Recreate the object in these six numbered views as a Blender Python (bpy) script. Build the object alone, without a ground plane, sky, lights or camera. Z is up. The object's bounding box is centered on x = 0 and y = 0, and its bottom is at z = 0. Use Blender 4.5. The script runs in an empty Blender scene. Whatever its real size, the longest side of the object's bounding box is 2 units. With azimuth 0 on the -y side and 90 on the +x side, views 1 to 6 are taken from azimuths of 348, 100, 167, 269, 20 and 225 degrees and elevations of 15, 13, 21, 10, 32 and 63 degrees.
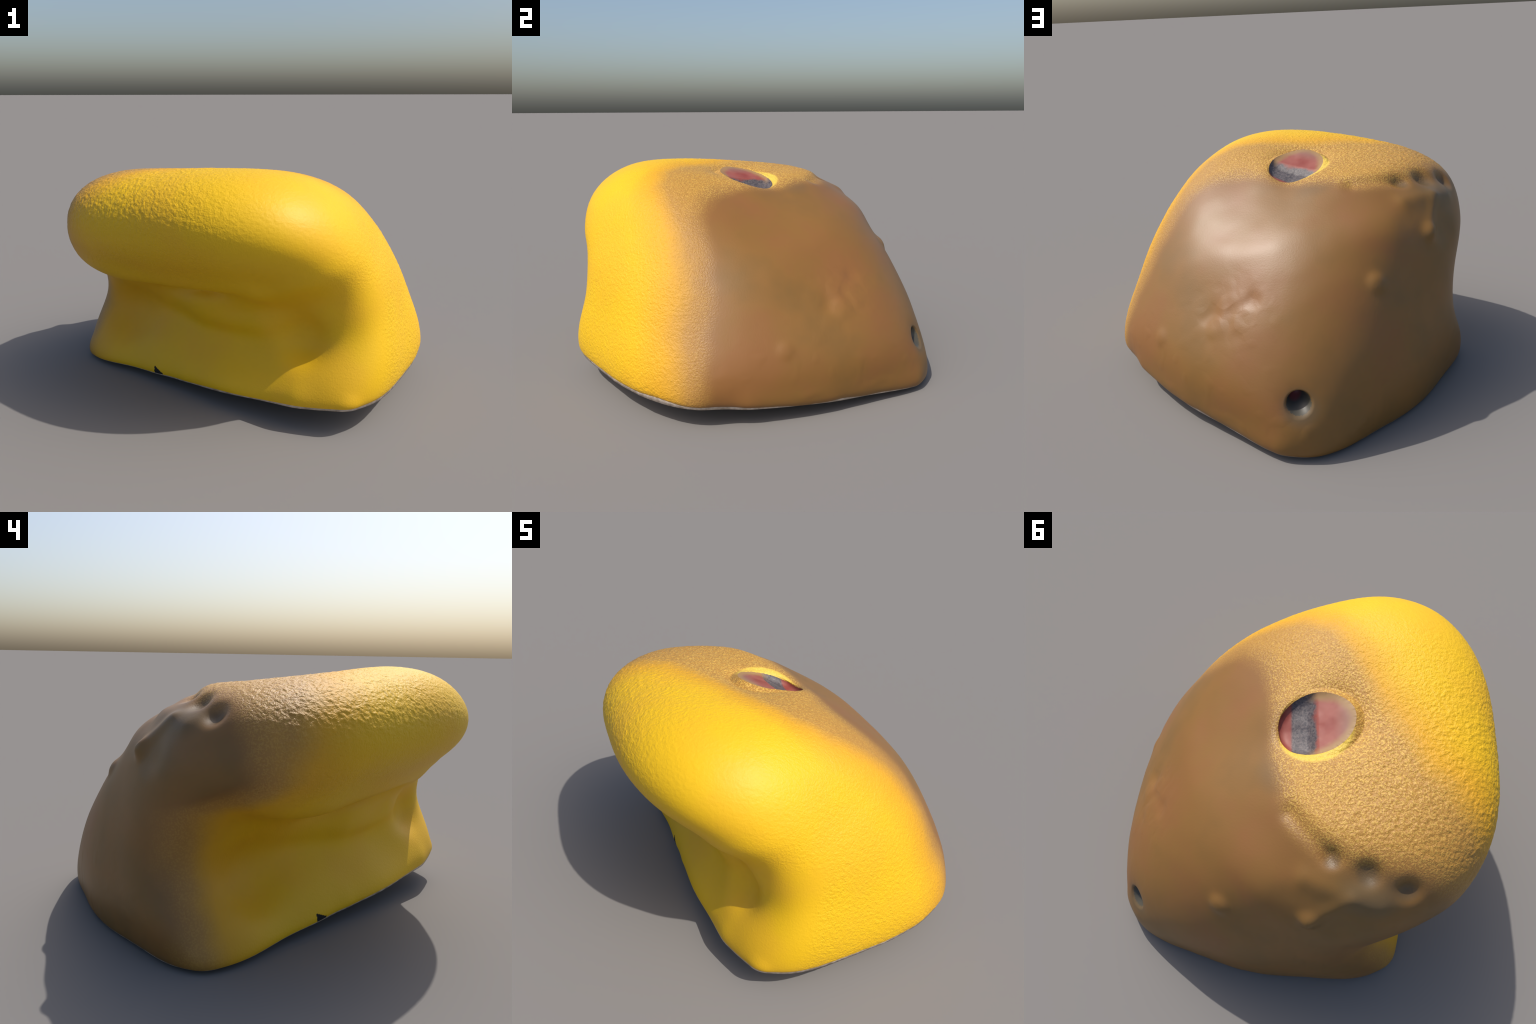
"""A yellow and brown resin climbing hold with an undercut, lying on its flat back.

The body is lofted through ribs that run from the bolt hole on top down to the
base, like the meridians of a globe; dents, lumps, creases and the orange-peel grip
texture are then pushed into the lofted surface as relief."""
import bpy, math
import numpy as np

# ------------------------------------------------------------------ frame of the loft
CORE = np.array([0.10, 0.10, 0.48])              # every rib radius is measured from here
HOLE = np.array([-0.066, -0.063, 1.087])         # mouth of the bolt hole
AXIS = (HOLE - CORE) / np.linalg.norm(HOLE - CORE)
E1 = np.cross([0.0, 1.0, 0.0], AXIS); E1 /= np.linalg.norm(E1)
E2 = np.cross(AXIS, E1)
BASE = (0.041, -0.057, 0.067)                       # back plane: z = a*x + b*y + c
# control points sit closest together on a rib where the undercut folds in
STEPS = np.linspace(-2, 24, 5201)
LEVELS = np.radians(7.8*STEPS - 14*np.tanh((STEPS - 8.1)/3.0))

# one line per rib (every 15 degrees round the bolt hole, counter-clockwise from +x):
# control radii from the bolt-hole axis down to the base and a little beyond
RIBS = np.array([
    [0.639, 0.613, 0.579, 0.550, 0.534, 0.528, 0.527, 0.529, 0.531, 0.534, 0.538, 0.544, 0.554, 0.569, 0.588, 0.611, 0.640, 0.681, 0.741, 0.795, 0.812, 0.810, 0.807, 0.803],
    [0.634, 0.592, 0.550, 0.515, 0.492, 0.479, 0.473, 0.471, 0.472, 0.474, 0.478, 0.485, 0.495, 0.509, 0.525, 0.546, 0.577, 0.622, 0.681, 0.740, 0.782, 0.803, 0.812, 0.819],
    [0.630, 0.577, 0.530, 0.494, 0.470, 0.455, 0.448, 0.446, 0.447, 0.449, 0.453, 0.458, 0.466, 0.475, 0.487, 0.506, 0.538, 0.586, 0.649, 0.715, 0.767, 0.800, 0.822, 0.842],
    [0.626, 0.568, 0.522, 0.488, 0.466, 0.453, 0.447, 0.445, 0.445, 0.447, 0.449, 0.453, 0.458, 0.466, 0.481, 0.505, 0.541, 0.593, 0.658, 0.725, 0.775, 0.806, 0.838, 0.871],
    [0.623, 0.568, 0.527, 0.498, 0.480, 0.470, 0.466, 0.466, 0.468, 0.470, 0.472, 0.475, 0.480, 0.491, 0.509, 0.539, 0.583, 0.643, 0.714, 0.781, 0.819, 0.838, 0.871, 0.908],
    [0.621, 0.578, 0.547, 0.525, 0.511, 0.505, 0.505, 0.508, 0.511, 0.514, 0.517, 0.521, 0.529, 0.543, 0.566, 0.601, 0.649, 0.713, 0.792, 0.870, 0.907, 0.913, 0.932, 0.953],
    [0.621, 0.598, 0.583, 0.569, 0.558, 0.555, 0.558, 0.563, 0.568, 0.572, 0.578, 0.586, 0.599, 0.619, 0.645, 0.680, 0.728, 0.791, 0.876, 0.978, 1.035, 1.022, 1.006, 1.005],
    [0.622, 0.624, 0.627, 0.627, 0.625, 0.626, 0.635, 0.647, 0.655, 0.661, 0.665, 0.672, 0.684, 0.705, 0.726, 0.754, 0.797, 0.844, 0.899, 0.967, 1.032, 1.060, 1.063, 1.063],
    [0.623, 0.649, 0.672, 0.697, 0.716, 0.718, 0.740, 0.769, 0.782, 0.782, 0.776, 0.767, 0.759, 0.761, 0.773, 0.798, 0.832, 0.869, 0.905, 0.948, 1.007, 1.063, 1.098, 1.118],
    [0.624, 0.675, 0.713, 0.762, 0.827, 0.841, 0.850, 0.868, 0.871, 0.863, 0.850, 0.834, 0.818, 0.811, 0.820, 0.844, 0.879, 0.918, 0.955, 0.986, 1.027, 1.076, 1.125, 1.166],
    [0.625, 0.701, 0.753, 0.814, 0.907, 0.964, 0.984, 0.993, 0.991, 0.983, 0.973, 0.959, 0.942, 0.932, 0.926, 0.927, 0.947, 0.979, 1.013, 1.039, 1.067, 1.104, 1.151, 1.202],
    [0.626, 0.725, 0.796, 0.885, 0.998, 1.088, 1.124, 1.107, 1.084, 1.068, 1.044, 1.002, 0.956, 0.942, 0.973, 1.082, 1.097, 1.060, 1.067, 1.086, 1.109, 1.138, 1.176, 1.221],
    [0.625, 0.744, 0.839, 0.951, 1.073, 1.151, 1.169, 1.148, 1.123, 1.030, 0.892, 0.769, 0.718, 0.690, 0.747, 1.068, 1.218, 1.197, 1.161, 1.143, 1.147, 1.165, 1.192, 1.224],
    [0.624, 0.758, 0.881, 1.003, 1.116, 1.168, 1.155, 1.086, 0.983, 0.795, 0.651, 0.624, 0.612, 0.587, 0.641, 0.809, 0.946, 1.058, 1.124, 1.155, 1.169, 1.181, 1.195, 1.213],
    [0.624, 0.767, 0.911, 1.039, 1.130, 1.153, 1.103, 0.933, 0.704, 0.589, 0.595, 0.614, 0.594, 0.574, 0.652, 0.801, 0.912, 0.995, 1.065, 1.120, 1.156, 1.175, 1.183, 1.187],
    [0.625, 0.776, 0.922, 1.055, 1.140, 1.153, 1.080, 0.856, 0.636, 0.632, 0.647, 0.631, 0.607, 0.591, 0.664, 0.759, 0.839, 0.936, 1.024, 1.090, 1.130, 1.148, 1.151, 1.147],
    [0.628, 0.776, 0.922, 1.063, 1.162, 1.192, 1.134, 0.915, 0.635, 0.643, 0.665, 0.653, 0.647, 0.625, 0.708, 0.855, 0.941, 1.001, 1.048, 1.082, 1.101, 1.107, 1.103, 1.093],
    [0.633, 0.766, 0.899, 1.043, 1.161, 1.214, 1.208, 1.108, 0.859, 0.782, 0.723, 0.693, 0.719, 0.687, 0.776, 0.932, 1.022, 1.066, 1.080, 1.077, 1.069, 1.058, 1.045, 1.030],
    [0.638, 0.749, 0.862, 0.999, 1.126, 1.198, 1.223, 1.196, 1.134, 1.078, 0.954, 0.855, 0.858, 0.864, 1.070, 1.199, 1.150, 1.107, 1.074, 1.048, 1.026, 1.005, 0.985, 0.963],
    [0.643, 0.731, 0.818, 0.925, 1.038, 1.107, 1.134, 1.134, 1.127, 1.115, 1.098, 1.077, 1.059, 1.069, 1.120, 1.135, 1.104, 1.074, 1.043, 1.013, 0.983, 0.956, 0.928, 0.899],
    [0.646, 0.713, 0.773, 0.846, 0.919, 0.961, 0.975, 0.968, 0.957, 0.950, 0.949, 0.954, 0.956, 0.949, 0.943, 0.967, 1.008, 1.020, 1.003, 0.972, 0.942, 0.912, 0.880, 0.846],
    [0.648, 0.690, 0.720, 0.761, 0.812, 0.850, 0.863, 0.860, 0.856, 0.854, 0.855, 0.854, 0.855, 0.864, 0.879, 0.909, 0.961, 0.998, 0.960, 0.932, 0.911, 0.879, 0.843, 0.809],
    [0.646, 0.663, 0.666, 0.676, 0.699, 0.723, 0.741, 0.751, 0.756, 0.758, 0.761, 0.762, 0.768, 0.779, 0.796, 0.819, 0.862, 0.935, 0.990, 0.961, 0.899, 0.850, 0.818, 0.794],
    [0.643, 0.636, 0.618, 0.604, 0.603, 0.610, 0.617, 0.623, 0.627, 0.630, 0.632, 0.636, 0.642, 0.653, 0.671, 0.695, 0.734, 0.795, 0.868, 0.880, 0.849, 0.823, 0.807, 0.794],
])
NR, NL = RIBS.shape


def bspline(t):
    return np.stack([(1 - t)**3, 3*t**3 - 6*t**2 + 4, -3*t**3 + 3*t**2 + 3*t + 1, t**3], -1) / 6


def rib_radius(az, ph):
    """Smooth radius of the lofted body at bearing az and angle ph from the hole axis."""
    fa = (az % (2*math.pi)) / (2*math.pi) * NR
    ia = np.floor(fa).astype(int); wa = bspline(fa - ia)
    fp = np.clip(np.interp(ph, LEVELS, STEPS) + 1, 1, NL - 2.001)
    ip = np.floor(fp).astype(int); wp = bspline(fp - ip)
    r = np.zeros_like(fa)
    for j in range(4):
        row = ip + j - 1
        for i in range(4):
            r += RIBS[(ia + i - 1) % NR, row] * wa[..., i] * wp[..., j]
    return r


def direction(az, ph):
    s = np.sin(ph)[..., None]
    return np.cos(ph)[..., None]*AXIS + s*(np.cos(az)[..., None]*E1 + np.sin(az)[..., None]*E2)


def smooth(a, b, x):
    t = np.clip((x - a) / (b - a), 0, 1)
    return t*t*(3 - 2*t)


# ------------------------------------------------------------------ noise
def noise3(p, seed):
    """Perlin gradient noise on an (N,3) array, about -0.7..0.7."""
    i = np.floor(p).astype(np.int64); f = p - i
    u = f*f*f*(f*(f*6 - 15) + 10)
    out = np.zeros(len(p))
    for dx in (0, 1):
        for dy in (0, 1):
            for dz in (0, 1):
                h = (i[:, 0] + dx)*374761393 + (i[:, 1] + dy)*668265263 + (i[:, 2] + dz)*2147483647 + seed*1274126177
                h = (h ^ (h >> 13)) * 1274126177 & 0x7fffffff
                h = (h ^ (h >> 16)) * 668265263 & 0x7fffffff
                th = (h & 1023) / 1023.0 * 2*math.pi
                cz = ((h >> 10) & 1023) / 511.5 - 1
                sz = np.sqrt(np.maximum(0, 1 - cz*cz))
                g = np.cos(th)*sz*(f[:, 0] - dx) + np.sin(th)*sz*(f[:, 1] - dy) + cz*(f[:, 2] - dz)
                out += g * (u[:, 0] if dx else 1 - u[:, 0]) * (u[:, 1] if dy else 1 - u[:, 1]) * (u[:, 2] if dz else 1 - u[:, 2])
    return out


# ------------------------------------------------------------------ lofted grid
NA, NROW, BORE_ROWS, BACK_ROWS = 1260, 600, 90, 60
az = np.arange(NA) / NA * 2*math.pi
RIM = np.radians(12.3 + 1.5*np.cos(az - math.radians(52)))     # mouth, wider on its low north-east side


def base_gap(p):
    """Height above the back plane."""
    return p[..., 2] - (BASE[0]*p[..., 0] + BASE[1]*p[..., 1] + BASE[2])


fine = 900
ph = RIM[:, None] + (math.radians(150) - RIM[:, None]) * np.linspace(0, 1, fine)[None]
AZ = np.repeat(az[:, None], fine, 1)
pts = CORE + direction(AZ, ph) * rib_radius(AZ, ph)[..., None]
rim_h = 0.001 + 0.013*np.clip(np.cos(az + math.radians(48)), 0, 1)**2 + (0.004 + 0.038*(0.5 + 0.5*np.cos(az + math.radians(35))))*np.clip(noise3(np.stack([np.cos(az)*2.6, np.sin(az)*2.6, az*0 + 0.3], 1), 21) + 0.18, 0, 1)
gap = base_gap(pts) - rim_h[:, None]
below = (gap[:, :-1] > 0) & (gap[:, 1:] <= 0)
last = np.argmax(below, axis=1)
frac = gap[np.arange(NA), last] / (gap[np.arange(NA), last] - gap[np.arange(NA), last + 1])
arc = np.concatenate([np.zeros((NA, 1)), np.cumsum(np.linalg.norm(np.diff(pts, axis=1), axis=2), 1)], 1)
grid = np.zeros((NA, NROW, 3))
t = np.linspace(0, 1, NROW)
for k in range(NA):
    end = arc[k, last[k]] + frac[k]*(arc[k, last[k] + 1] - arc[k, last[k]])
    phk = np.interp(t*end, arc[k], ph[k])
    grid[k] = CORE + direction(np.full(NROW, az[k]), phk) * rib_radius(np.full(NROW, az[k]), phk)[:, None]


def grid_normals(g):
    du = np.roll(g, -1, 0) - np.roll(g, 1, 0)
    dv = np.gradient(g, axis=1)
    n = np.cross(dv, du)
    n /= np.maximum(np.linalg.norm(n, axis=2, keepdims=True), 1e-12)
    return n


nrm = grid_normals(grid)
P = grid.reshape(-1, 3)
up = base_gap(P)

# ------------------------------------------------------------------ relief
# (x, y, z), radius, height along the surface normal: thumb dents, lumps and pits
LUMPS = [
    ((-0.650, 0.055, 0.290), 0.160, -0.056),
    ((0.105, -0.775, 0.420), 0.115, -0.050),
    ((-0.510, 0.327, 1.045), 0.040, -0.013),
    ((-0.652, 0.275, 1.040), 0.052, -0.027),
    ((-0.805, 0.210, 1.005), 0.048, -0.024),
    ((-0.230, 0.717, 0.690), 0.045, 0.016),
    ((-0.480, 0.548, 0.885), 0.085, -0.010),
    ((-0.690, 0.480, 0.830), 0.090, -0.014),
    ((-0.580, 0.525, 0.830), 0.045, 0.016),
    ((0.336, 0.581, 0.630), 0.045, -0.006),
    ((0.536, 0.486, 0.545), 0.065, -0.008),
    ((0.490, 0.530, 0.500), 0.060, 0.006),
    ((0.758, 0.294, 0.356), 0.040, 0.006),
    ((0.270, -0.990, 0.140), 0.060, 0.012),
    ((-0.925, 0.235, 0.050), 0.070, 0.012),
]
# strokes: a groove or ridge drawn between two points, with its radius and height
STROKES = [
    ((-0.300, -0.400, 0.450), (-0.080, -0.600, 0.480), 0.120, 0.024),
    ((-0.880, 0.000, 0.650), (-0.150, -0.760, 0.630), 0.095, 0.038),
    ((0.850, 0.140, 0.105), (0.300, 0.900, 0.055), 0.075, 0.022),
    ((0.860, -0.380, 0.150), (0.940, -0.100, 0.130), 0.070, 0.010),
    ((-0.400, -0.420, 0.100), (0.050, -0.830, 0.150), 0.090, 0.018),
    ((-0.260, 0.300, 1.045), (-0.480, 0.325, 1.045), 0.040, -0.015),
    ((-0.480, 0.325, 1.045), (-0.820, 0.215, 1.000), 0.045, -0.008),
    ((-0.480, 0.440, 0.975), (-0.760, 0.330, 0.960), 0.050, 0.014),
    ((-0.660, 0.375, 0.965), (-0.575, 0.530, 0.830), 0.034, 0.010),
]
relief = np.zeros(len(P))
for c, r, h in LUMPS:
    d2 = ((P - np.array(c))**2).sum(1) / r**2
    relief += h*np.exp(-d2**1.3)
for a, b, r, h in STROKES:
    a = np.array(a); b = np.array(b); ab = b - a
    s = np.clip(((P - a) @ ab) / (ab @ ab), 0, 1)
    d2 = ((P - a - s[:, None]*ab)**2).sum(1) / r**2
    relief += h*np.exp(-d2)

# side of the two-tone line: negative on the grippy yellow side, positive on the polished brown side
LINE_X = [-1.0, -0.90, -0.67, -0.49, -0.28, -0.08, 0.12, 0.25, 0.45, 0.70, 1.0]
LINE_Y = [0.02, 0.05, 0.20, 0.29, 0.28, 0.16, -0.05, -0.16, -0.22, -0.12, -0.10]
tone = P[:, 1] - np.interp(P[:, 0], LINE_X, LINE_Y) \
    - 0.24*smooth(0.78, 0.60, P[:, 2])*smooth(-0.45, -0.75, P[:, 0])

# gentle unevenness everywhere
relief += 0.004*noise3(P*3.1, 1) + 0.0012*noise3(P*9.0, 2)*smooth(-0.05, 0.2, tone)
# a cluster of shallow knocks low on the eastern face, and softer ones along the base
band = np.exp(-(((P - np.array([0.46, 0.54, 0.56])) / np.array([0.26, 0.20, 0.13]))**2).sum(1))
relief += -0.009*band*np.clip(noise3(P*10.5, 14) - 0.02, 0, 1) + 0.006*band*np.clip(noise3(P*14.0, 15), 0, 1)
relief += 0.004*np.clip(noise3(P*13.0, 16) - 0.12, 0, 1)*smooth(0.5, 0.2, up)*smooth(0.0, 0.2, tone)
# orange-peel grip on the yellow crown, coarse on the west lobe, faint on front and undercut
facing_up = nrm.reshape(-1, 3)[:, 2]
peel = smooth(0.06, -0.12, tone)
peel *= 0.30 + 0.70*smooth(-0.25, 0.45, facing_up + 0.75*smooth(0.35, 0.75, P[:, 0]))
polished = np.exp(-(((P - np.array([0.02, -0.86, 0.95])) / np.array([0.38, 0.30, 0.34]))**2).sum(1))
peel *= 1 - 0.85*polished
coarse = smooth(0.1, -0.7, P[:, 0])
g1 = noise3(P*np.array([62, 62, 62]), 3); g2 = noise3(P*118, 4); g3 = noise3(P*36, 5)
wall_zone = smooth(-0.45, -0.62, P[:, 0] + P[:, 1] - 0.35*P[:, 2]) * smooth(0.72, 0.60, P[:, 2])
peel *= 1 - 0.9*wall_zone
relief += peel*((0.0020 + 0.0016*coarse)*g1 + 0.0013*g2 + 0.0024*coarse*g3)

# small screw hole low on the northern nose: a narrow pit
SCREW = np.array([0.212, 0.921, 0.262])
sd = np.linalg.norm(P - SCREW, axis=1)
relief += -0.016*np.exp(-(sd/0.080)**2)
pit = smooth(0.070, 0.012, sd)
# rounded mouth of the bolt hole
arc_in = np.linalg.norm(np.diff(grid, axis=1), axis=2).cumsum(1)
arc_in = np.concatenate([np.zeros((NA, 1)), arc_in], 1).reshape(-1)
lip = 0.5 + 0.5*np.cos(np.repeat(az, NROW) - math.radians(75))
relief += -0.022*lip**1.5*np.exp(-arc_in/0.014) - 0.006*(1 - lip)**1.5*np.exp(-(arc_in/0.055)**2)
# rolled bottom edge
arc_end = arc_in.reshape(NA, NROW)[:, -1:] - arc_in.reshape(NA, NROW)
relief += -(0.009*np.exp(-arc_end/0.014)).reshape(-1)

grid = (P + nrm.reshape(-1, 3)*relief[:, None]).reshape(NA, NROW, 3)
inward = (CORE - SCREW) / np.linalg.norm(CORE - SCREW)
grid += (pit*0.085).reshape(NA, NROW, 1) * inward

# ------------------------------------------------------------------ bolt-hole recess
rim_ring = grid[:, 0]
recess = np.zeros((NA, BORE_ROWS, 3))
down_line = (np.cos(az)[:, None]*E1 + np.sin(az)[:, None]*E2)
toward_deep = np.array([0.66, 0.62, 0.0])
centre = rim_ring.mean(0)
freq = np.fft.rfft(rim_ring - centre, axis=0); freq[7:] = 0
soft_ring = np.fft.irfft(freq, NA, axis=0)                # the mouth without its grain
for j in range(BORE_ROWS):
    k = 1 - j/(BORE_ROWS - 1)
    near = smooth(0.90, 1.0, k)
    ring = centre + ((rim_ring - centre)*near + soft_ring*(1 - near))*k
    s = (ring - centre) @ toward_deep                     # position across the recess
    wall = 1 - k**7
    slope = 0.014*smooth(-0.15, 0.0, s)                # shallow slope of scan fill on the far side
    trench = 0.028*smooth(-0.015, 0.022, s)                # then a drop to the deeper grey part
    recess[:, j] = ring - AXIS*((slope + trench)*wall)[:, None]
recess += (0.0035*noise3(recess.reshape(-1, 3)*26, 8)).reshape(NA, BORE_ROWS, 1)*AXIS * np.linspace(0, 1, BORE_ROWS)[None, :, None]

# ------------------------------------------------------------------ back of the hold
edge = grid[:, -1]
mid = edge.mean(0)
back = np.zeros((NA, BACK_ROWS, 3))
flat = edge - base_gap(edge)[:, None]*np.array([0, 0, 1.0])
ragged = 0.5 + 0.9*np.abs(noise3(edge*7.0, 11)) + 0.6*noise3(edge*23, 12)
strip = 0.014*ragged[:, None]
radial = mid - edge; radial[:, 2] = 0
radial /= np.linalg.norm(radial, axis=1, keepdims=True)
for j in range(BACK_ROWS):
    if j == 0:
        back[:, j] = edge
    elif j == 1:
        back[:, j] = flat + radial*0.002
    else:
        k = (j - 2)/(BACK_ROWS - 3)
        q = flat + radial*(0.006 + strip)
        q = q + (mid - q)*k
        q[:, 2] = BASE[0]*q[:, 0] + BASE[1]*q[:, 1] + BASE[2] - 0.016*smooth(0, 0.16, k)
        back[:, j] = q


# ------------------------------------------------------------------ meshes
def make_object(name, verts, quads, material, normals=None):
    me = bpy.data.meshes.new(name)
    used = np.unique(quads)
    remap = np.full(len(verts), -1, np.int64); remap[used] = np.arange(len(used))
    v = verts[used]; q = remap[quads]
    me.vertices.add(len(v)); me.vertices.foreach_set("co", v.astype(np.float32).ravel())
    me.loops.add(q.size); me.loops.foreach_set("vertex_index", q.astype(np.int32).ravel())
    me.polygons.add(len(q))
    me.polygons.foreach_set("loop_start", (np.arange(len(q))*4).astype(np.int32))
    me.polygons.foreach_set("use_smooth", np.ones(len(q), bool))
    me.update(calc_edges=True)
    if normals is not None:
        me.normals_split_custom_set_from_vertices(normals[used].astype(np.float32))
    me.materials.append(material)
    ob = bpy.data.objects.new(name, me)
    bpy.context.scene.collection.objects.link(ob)
    return ob


def quads_of(na, nr):
    a = np.arange(na)[:, None]; r = np.arange(nr - 1)[None]
    b = (a + 1) % na
    return np.stack([a*nr + r, a*nr + r + 1, b*nr + r + 1, b*nr + r], -1).reshape(-1, 4)


# ------------------------------------------------------------------ materials
class Nodes:
    """Short-hand for building a node tree."""
    def __init__(self, name):
        self.mat = bpy.data.materials.new(name); self.mat.use_nodes = True
        self.t = self.mat.node_tree; self.bsdf = self.t.nodes["Principled BSDF"]

    def node(self, kind, **inputs):
        n = self.t.nodes.new(kind)
        for k, v in inputs.items():
            self.put(n.inputs[int(k[1:])] if k[0] == "i" and k[1:].isdigit() else n.inputs[k], v)
        return n

    def put(self, socket, v):
        if isinstance(v, bpy.types.NodeSocket):
            self.t.links.new(v, socket)
        else:
            socket.default_value = v

    def math(self, op, a, b=0.0, clamp=False):
        n = self.node("ShaderNodeMath", i0=a, i1=b); n.operation = op; n.use_clamp = clamp
        return n.outputs[0]

    def range(self, x, lo, hi, a=0.0, b=1.0):
        n = self.node("ShaderNodeMapRange", i0=x, i1=lo, i2=hi, i3=a, i4=b)
        n.interpolation_type = "SMOOTHSTEP"
        return n.outputs[0]

    def noise(self, vec, scale, detail=2.0, rough=0.5):
        return self.node("ShaderNodeTexNoise", Vector=vec, Scale=scale, Detail=detail, Roughness=rough).outputs["Fac"]

    def mix(self, fac, a, b):
        n = self.t.nodes.new("ShaderNodeMix"); n.data_type = "RGBA"
        self.put(n.inputs[0], fac); self.put(n.inputs[6], a); self.put(n.inputs[7], b)
        return n.outputs[2]

    def ramp(self, fac, stops):
        n = self.node("ShaderNodeValToRGB", Fac=fac)
        el = n.color_ramp.elements
        while len(el) < len(stops):
            el.new(0.5)
        for e, (p, c) in zip(el, stops):
            e.position = p; e.color = (*c, 1)
        return n.outputs[0]


def gelcoat(name):
    m = Nodes(name)
    co = m.node("ShaderNodeTexCoord").outputs["Object"]
    xyz = m.node("ShaderNodeSeparateXYZ", Vector=co)
    x, y, z = xyz.outputs
    curve = m.node("ShaderNodeFloatCurve")
    cm = curve.mapping.curves[0]
    pts = sorted((0.5 + 0.5*px, 0.5 + py) for px, py in zip(LINE_X, LINE_Y))
    while len(cm.points) < len(pts):
        cm.points.new(0.5, 0.5)
    for p, (px, py) in zip(cm.points, pts):
        p.location = (px, py)
    curve.mapping.update()
    m.put(curve.inputs["Value"], m.math("MULTIPLY_ADD", x, 0.5)); curve_in = curve.inputs["Value"].links[0].from_node
    curve_in.inputs[2].default_value = 0.5
    line = m.math("SUBTRACT", curve.outputs[0], 0.5)
    side = m.math("SUBTRACT", y, line)
    low = m.math("MULTIPLY", m.range(z, 0.78, 0.60), m.range(x, -0.45, -0.75))
    side = m.math("SUBTRACT", side, m.math("MULTIPLY", low, 0.24))
    broad = m.noise(co, 4.0, 3)
    grain = m.noise(co, 125.0, 2, 0.55)
    speck = m.noise(co, 150.0, 2, 0.6)
    side = m.math("ADD", side, m.math("MULTIPLY", m.math("SUBTRACT", broad, 0.5), 0.12))
    # the crown round the bolt hole is worn to tan over a wide patch
    crown = m.node("ShaderNodeVectorMath", i0=co, i1=(-0.22, -0.16, 1.12)); crown.operation = "DISTANCE"
    crown = m.range(crown.outputs["Value"], 0.92, 0.10)
    worn = m.math("MINIMUM", m.math("ADD", side, m.math("MULTIPLY", crown, 0.47)), -0.055)
    side = m.math("MAXIMUM", side, worn)
    tone = m.math("MULTIPLY_ADD", side, 1.0/0.95); tone.node.inputs[2].default_value = 0.5
    base = m.ramp(tone, [(0.0, (0.76, 0.455, 0.006)), (0.14, (0.76, 0.435, 0.007)), (0.32, (0.66, 0.335, 0.014)), (0.45, (0.40, 0.20, 0.038)), (0.60, (0.24, 0.110, 0.026))])
    # in the blend the raised grains are yellower: own colour plus painted glint
    sparkle = m.math("MULTIPLY_ADD", crown, 0.55); sparkle.node.inputs[2].default_value = 0.12
    blend = m.math("MULTIPLY", m.range(tone, 0.30, 0.44), m.range(tone, 0.62, 0.50))
    base = m.mix(m.math("MULTIPLY", m.math("MULTIPLY", m.range(grain, 0.47, 0.61), blend), sparkle), base, (0.72, 0.46, 0.09, 1))
    # the brown drifts between rust, tan and olive
    drift = m.noise(co, 2.3, 3, 0.55)
    brown = m.ramp(m.math("ADD", drift, m.math("MULTIPLY", x, 0.10)), [(0.30, (0.190, 0.100, 0.022)), (0.50, (0.235, 0.112, 0.023)), (0.68, (0.245, 0.104, 0.026))])
    brownness = m.range(tone, 0.50, 0.66)
    colour = m.mix(brownness, base, brown)
    # yellow varies a little between lemon and amber
    amber = m.math("MULTIPLY", m.range(m.noise(co, 3.0, 3), 0.42, 0.68), m.math("SUBTRACT", 1.0, m.range(tone, 0.30, 0.5)))
    colour = m.mix(m.math("MULTIPLY", amber, 0.35), colour, (0.74, 0.38, 0.020, 1))
    # grey-olive tint round the dents and the screw hole
    for c, r, a in (((0.212, 0.93, 0.25), 0.11, 0.75), ((-0.70, 0.30, 1.00), 0.17, 0.50), ((-0.10, 0.18, 1.04), 0.14, 0.40)):
        d = m.node("ShaderNodeVectorMath", i0=co, i1=c); d.operation = "DISTANCE"
        colour = m.mix(m.math("MULTIPLY", m.range(d.outputs["Value"], r, r*0.25), m.math("MULTIPLY", brownness, a)), colour, (0.105, 0.085, 0.048, 1))
    # darker grey-olive in the three thumb dents
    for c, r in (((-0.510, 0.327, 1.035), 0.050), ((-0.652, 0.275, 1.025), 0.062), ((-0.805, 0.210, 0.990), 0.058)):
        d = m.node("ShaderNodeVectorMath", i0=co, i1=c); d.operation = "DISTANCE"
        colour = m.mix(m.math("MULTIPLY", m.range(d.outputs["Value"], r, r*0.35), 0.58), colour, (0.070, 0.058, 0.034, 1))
    # sunlit brightness painted in yellow on the rounded mouth of the bolt hole
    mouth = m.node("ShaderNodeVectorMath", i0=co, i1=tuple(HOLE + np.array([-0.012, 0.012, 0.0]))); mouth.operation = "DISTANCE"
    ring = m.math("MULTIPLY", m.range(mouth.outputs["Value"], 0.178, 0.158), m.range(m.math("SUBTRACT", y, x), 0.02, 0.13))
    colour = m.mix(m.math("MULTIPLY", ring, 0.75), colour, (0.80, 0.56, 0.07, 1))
    fleck = m.range(speck, 0.70, 0.78)
    colour = m.mix(m.math("MULTIPLY", fleck, 0.25), colour, (0.30, 0.16, 0.03, 1))
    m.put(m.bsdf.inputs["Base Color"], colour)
    m.put(m.bsdf.inputs["Roughness"], m.range(tone, 0.36, 0.62, 0.52, 0.44))
    m.put(m.bsdf.inputs["Specular IOR Level"], m.range(tone, 0.25, 0.60, 0.36, 0.50))
    # front shoulder and undercut are polished almost smooth
    rub = m.node("ShaderNodeVectorMath", i0=co, i1=(0.02, -0.86, 0.92)); rub.operation = "DISTANCE"
    inner = m.math("ADD", m.math("ADD", x, y), m.math("MULTIPLY", z, -0.35))
    hollow = m.math("MULTIPLY", m.range(inner, -0.45, -0.60), m.range(z, 0.78, 0.62))
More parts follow.
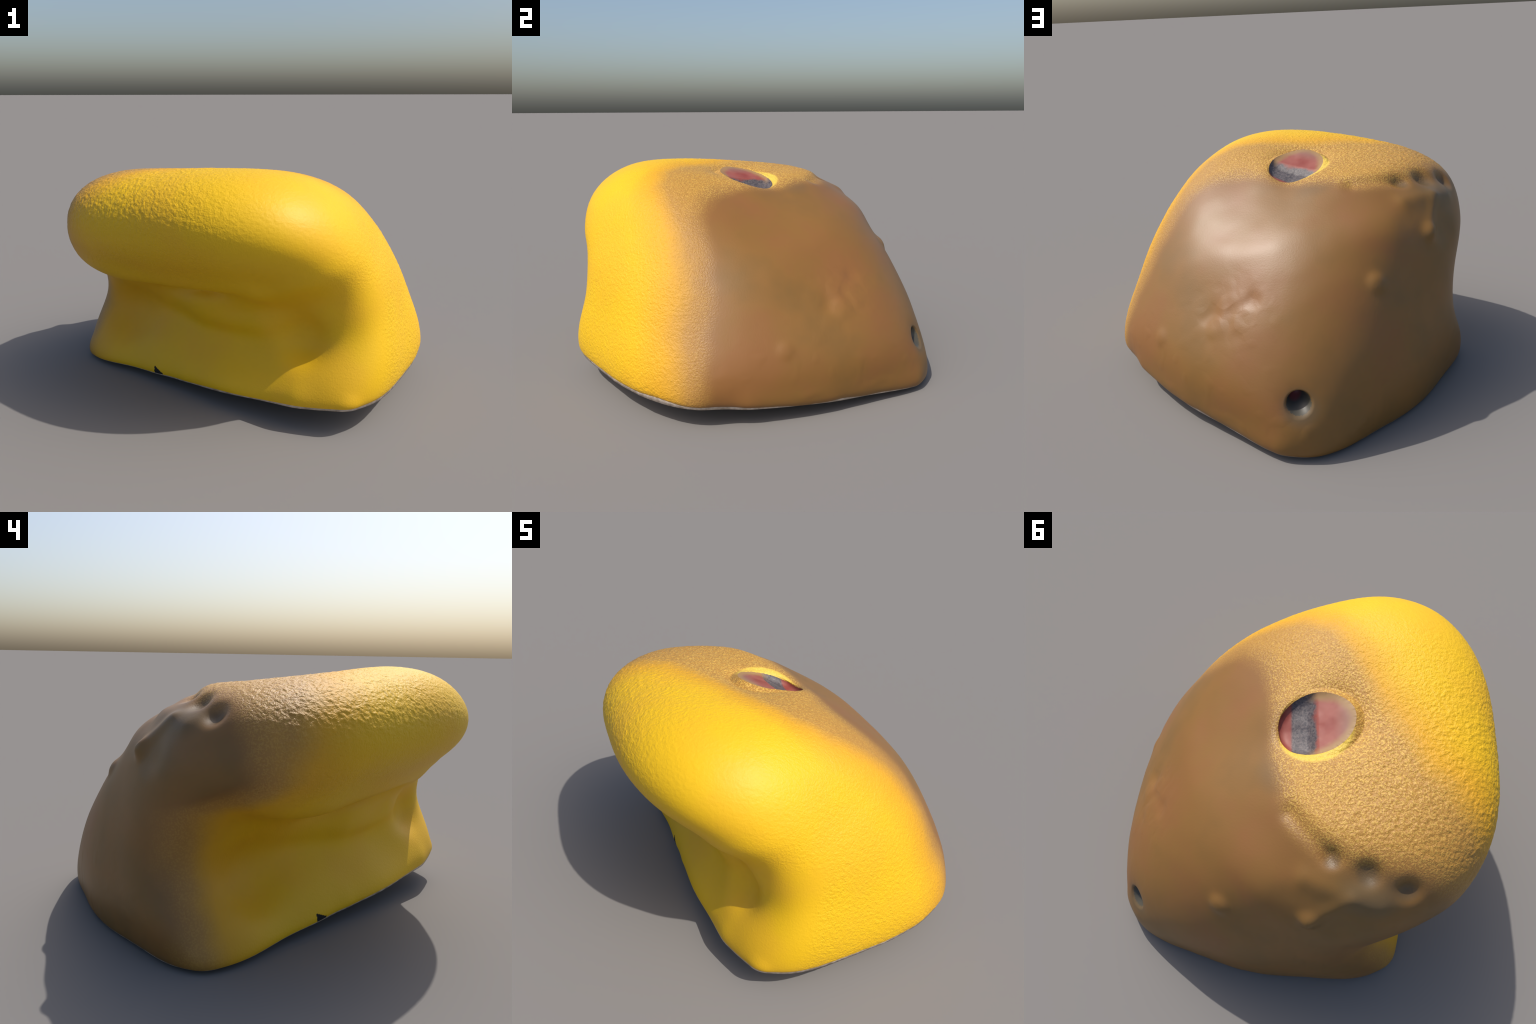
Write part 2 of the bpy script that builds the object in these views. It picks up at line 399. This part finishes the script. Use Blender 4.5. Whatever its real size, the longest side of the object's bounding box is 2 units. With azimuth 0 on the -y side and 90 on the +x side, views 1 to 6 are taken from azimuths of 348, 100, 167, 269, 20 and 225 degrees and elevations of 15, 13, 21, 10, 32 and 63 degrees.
    keep = m.math("MULTIPLY", m.range(rub.outputs["Value"], 0.12, 0.50, 0.18, 1.0), m.math("SUBTRACT", 1.0, m.math("MULTIPLY", hollow, 0.75)))
    bump = m.node("ShaderNodeBump", Height=m.math("ADD", m.math("MULTIPLY", m.noise(co, 230, 2), 0.4), grain),
                  Strength=m.math("MULTIPLY", m.range(tone, 0.62, 0.48, 0.06, 0.60), keep), Distance=0.006)
    m.put(m.bsdf.inputs["Normal"], bump.outputs[0])
    return m.mat


def recess_paint(name):
    """Salmon-red fill left by the scan, which fades to the body's tan at the lip, grey metal deep in the trench."""
    m = Nodes(name)
    co = m.node("ShaderNodeTexCoord").outputs["Object"]
    rel = m.node("ShaderNodeVectorMath", i0=co, i1=tuple(centre)); rel.operation = "SUBTRACT"
    dot = m.node("ShaderNodeVectorMath", i0=rel.outputs[0], i1=tuple(toward_deep)); dot.operation = "DOT_PRODUCT"
    across = dot.outputs["Value"]
    cloud = m.noise(co, 14, 3)
    red = m.ramp(cloud, [(0.35, (0.25, 0.045, 0.030)), (0.65, (0.31, 0.085, 0.060))])
    pale = m.range(across, -0.05, -0.14)
    colour = m.mix(m.math("MULTIPLY", pale, 0.8), red, (0.26, 0.15, 0.105, 1))
    steel = m.ramp(m.noise(co, 90, 4, 0.7), [(0.35, (0.040, 0.036, 0.044)), (0.66, (0.15, 0.125, 0.12))])
    metal = m.math("MULTIPLY", m.range(m.math("ADD", across, m.math("MULTIPLY", m.math("SUBTRACT", cloud, 0.5), 0.05)), -0.004, 0.010),
                   m.range(across, 0.104, 0.090))
    colour = m.mix(metal, colour, steel)
    flat_rel = m.node("ShaderNodeVectorMath", i0=rel.outputs[0], i1=tuple(AXIS)); flat_rel.operation = "CROSS_PRODUCT"
    radius = m.node("ShaderNodeVectorMath", i0=flat_rel.outputs[0]); radius.operation = "LENGTH"
    lip = m.range(m.math("ADD", radius.outputs["Value"], m.math("MULTIPLY", m.math("SUBTRACT", cloud, 0.5), 0.03)), 0.100, 0.132)
    colour = m.mix(m.math("MULTIPLY", lip, m.range(across, 0.05, -0.02)), colour, (0.33, 0.19, 0.075, 1))
    m.put(m.bsdf.inputs["Base Color"], colour)
    m.put(m.bsdf.inputs["Roughness"], 0.55)
    return m.mat


def plain(name, stops, scale, rough):
    m = Nodes(name)
    co = m.node("ShaderNodeTexCoord").outputs["Object"]
    m.put(m.bsdf.inputs["Base Color"], m.ramp(m.noise(co, scale, 4, 0.6), stops))
    m.put(m.bsdf.inputs["Roughness"], rough)
    return m.mat


def pit_paint(name):
    m = Nodes(name)
    co = m.node("ShaderNodeTexCoord").outputs["Object"]
    bottom = SCREW + inward*0.095 + np.array([0.020, 0, -0.022])
    d = m.node("ShaderNodeVectorMath", i0=co, i1=tuple(bottom)); d.operation = "DISTANCE"
    colour = m.ramp(d.outputs["Value"], [(0.020, (0.16, 0.035, 0.040)), (0.036, (0.12, 0.03, 0.032)), (0.050, (0.040, 0.036, 0.034)), (0.11, (0.075, 0.066, 0.045))])
    m.put(m.bsdf.inputs["Base Color"], colour)
    m.put(m.bsdf.inputs["Roughness"], 0.42)
    return m.mat


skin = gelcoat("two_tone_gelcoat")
chalk = plain("pale_resin", [(0.35, (0.34, 0.27, 0.21)), (0.65, (0.60, 0.51, 0.43))], 30, 0.7)
patch_black = plain("black_patch_paint", [(0.3, (0.004, 0.004, 0.004)), (0.7, (0.010, 0.009, 0.008))], 20, 0.9)

# ------------------------------------------------------------------ assemble
hold = bpy.data.objects.new("climbing_hold", None)
bpy.context.scene.collection.objects.link(hold)
hold["label"] = "yellow and brown resin climbing hold with deep undercut"
hold["category"] = "climbing hold"

body_v = grid.reshape(-1, 3)
body_n = grid_normals(grid).reshape(-1, 3)
body_q = quads_of(NA, NROW)
fc = body_v[body_q].mean(1)
pit_face = pit[body_q].mean(1) > 0.12
patch_at = np.array([-0.545, -0.268, 0.078])
e = fc - patch_at
patch_dir = np.array([0.707, -0.707, 0.05])
along = e @ patch_dir
patch_face = (np.abs(along) < 0.030) & (base_gap(fc) < 0.045 - 0.5*(along + 0.03)) & (np.abs(e @ np.array([0.707, 0.707, 0])) < 0.09)
body = make_object("body", body_v, body_q[~pit_face & ~patch_face], skin, body_n)
screw = make_object("screw_hole", body_v, body_q[pit_face], pit_paint("screw_hole_paint"), body_n)
parts = [body, screw]
if patch_face.any():
    parts.append(make_object("black_patch", body_v, body_q[patch_face], patch_black, body_n))  # body faces coloured black for a hole in the scan; nothing is cut
parts.append(make_object("bolt_hole", recess.reshape(-1, 3), quads_of(NA, BORE_ROWS), recess_paint("bolt_hole_paint")))
parts.append(make_object("underside", back.reshape(-1, 3), quads_of(NA, BACK_ROWS), chalk))
for ob in parts:
    ob.parent = hold
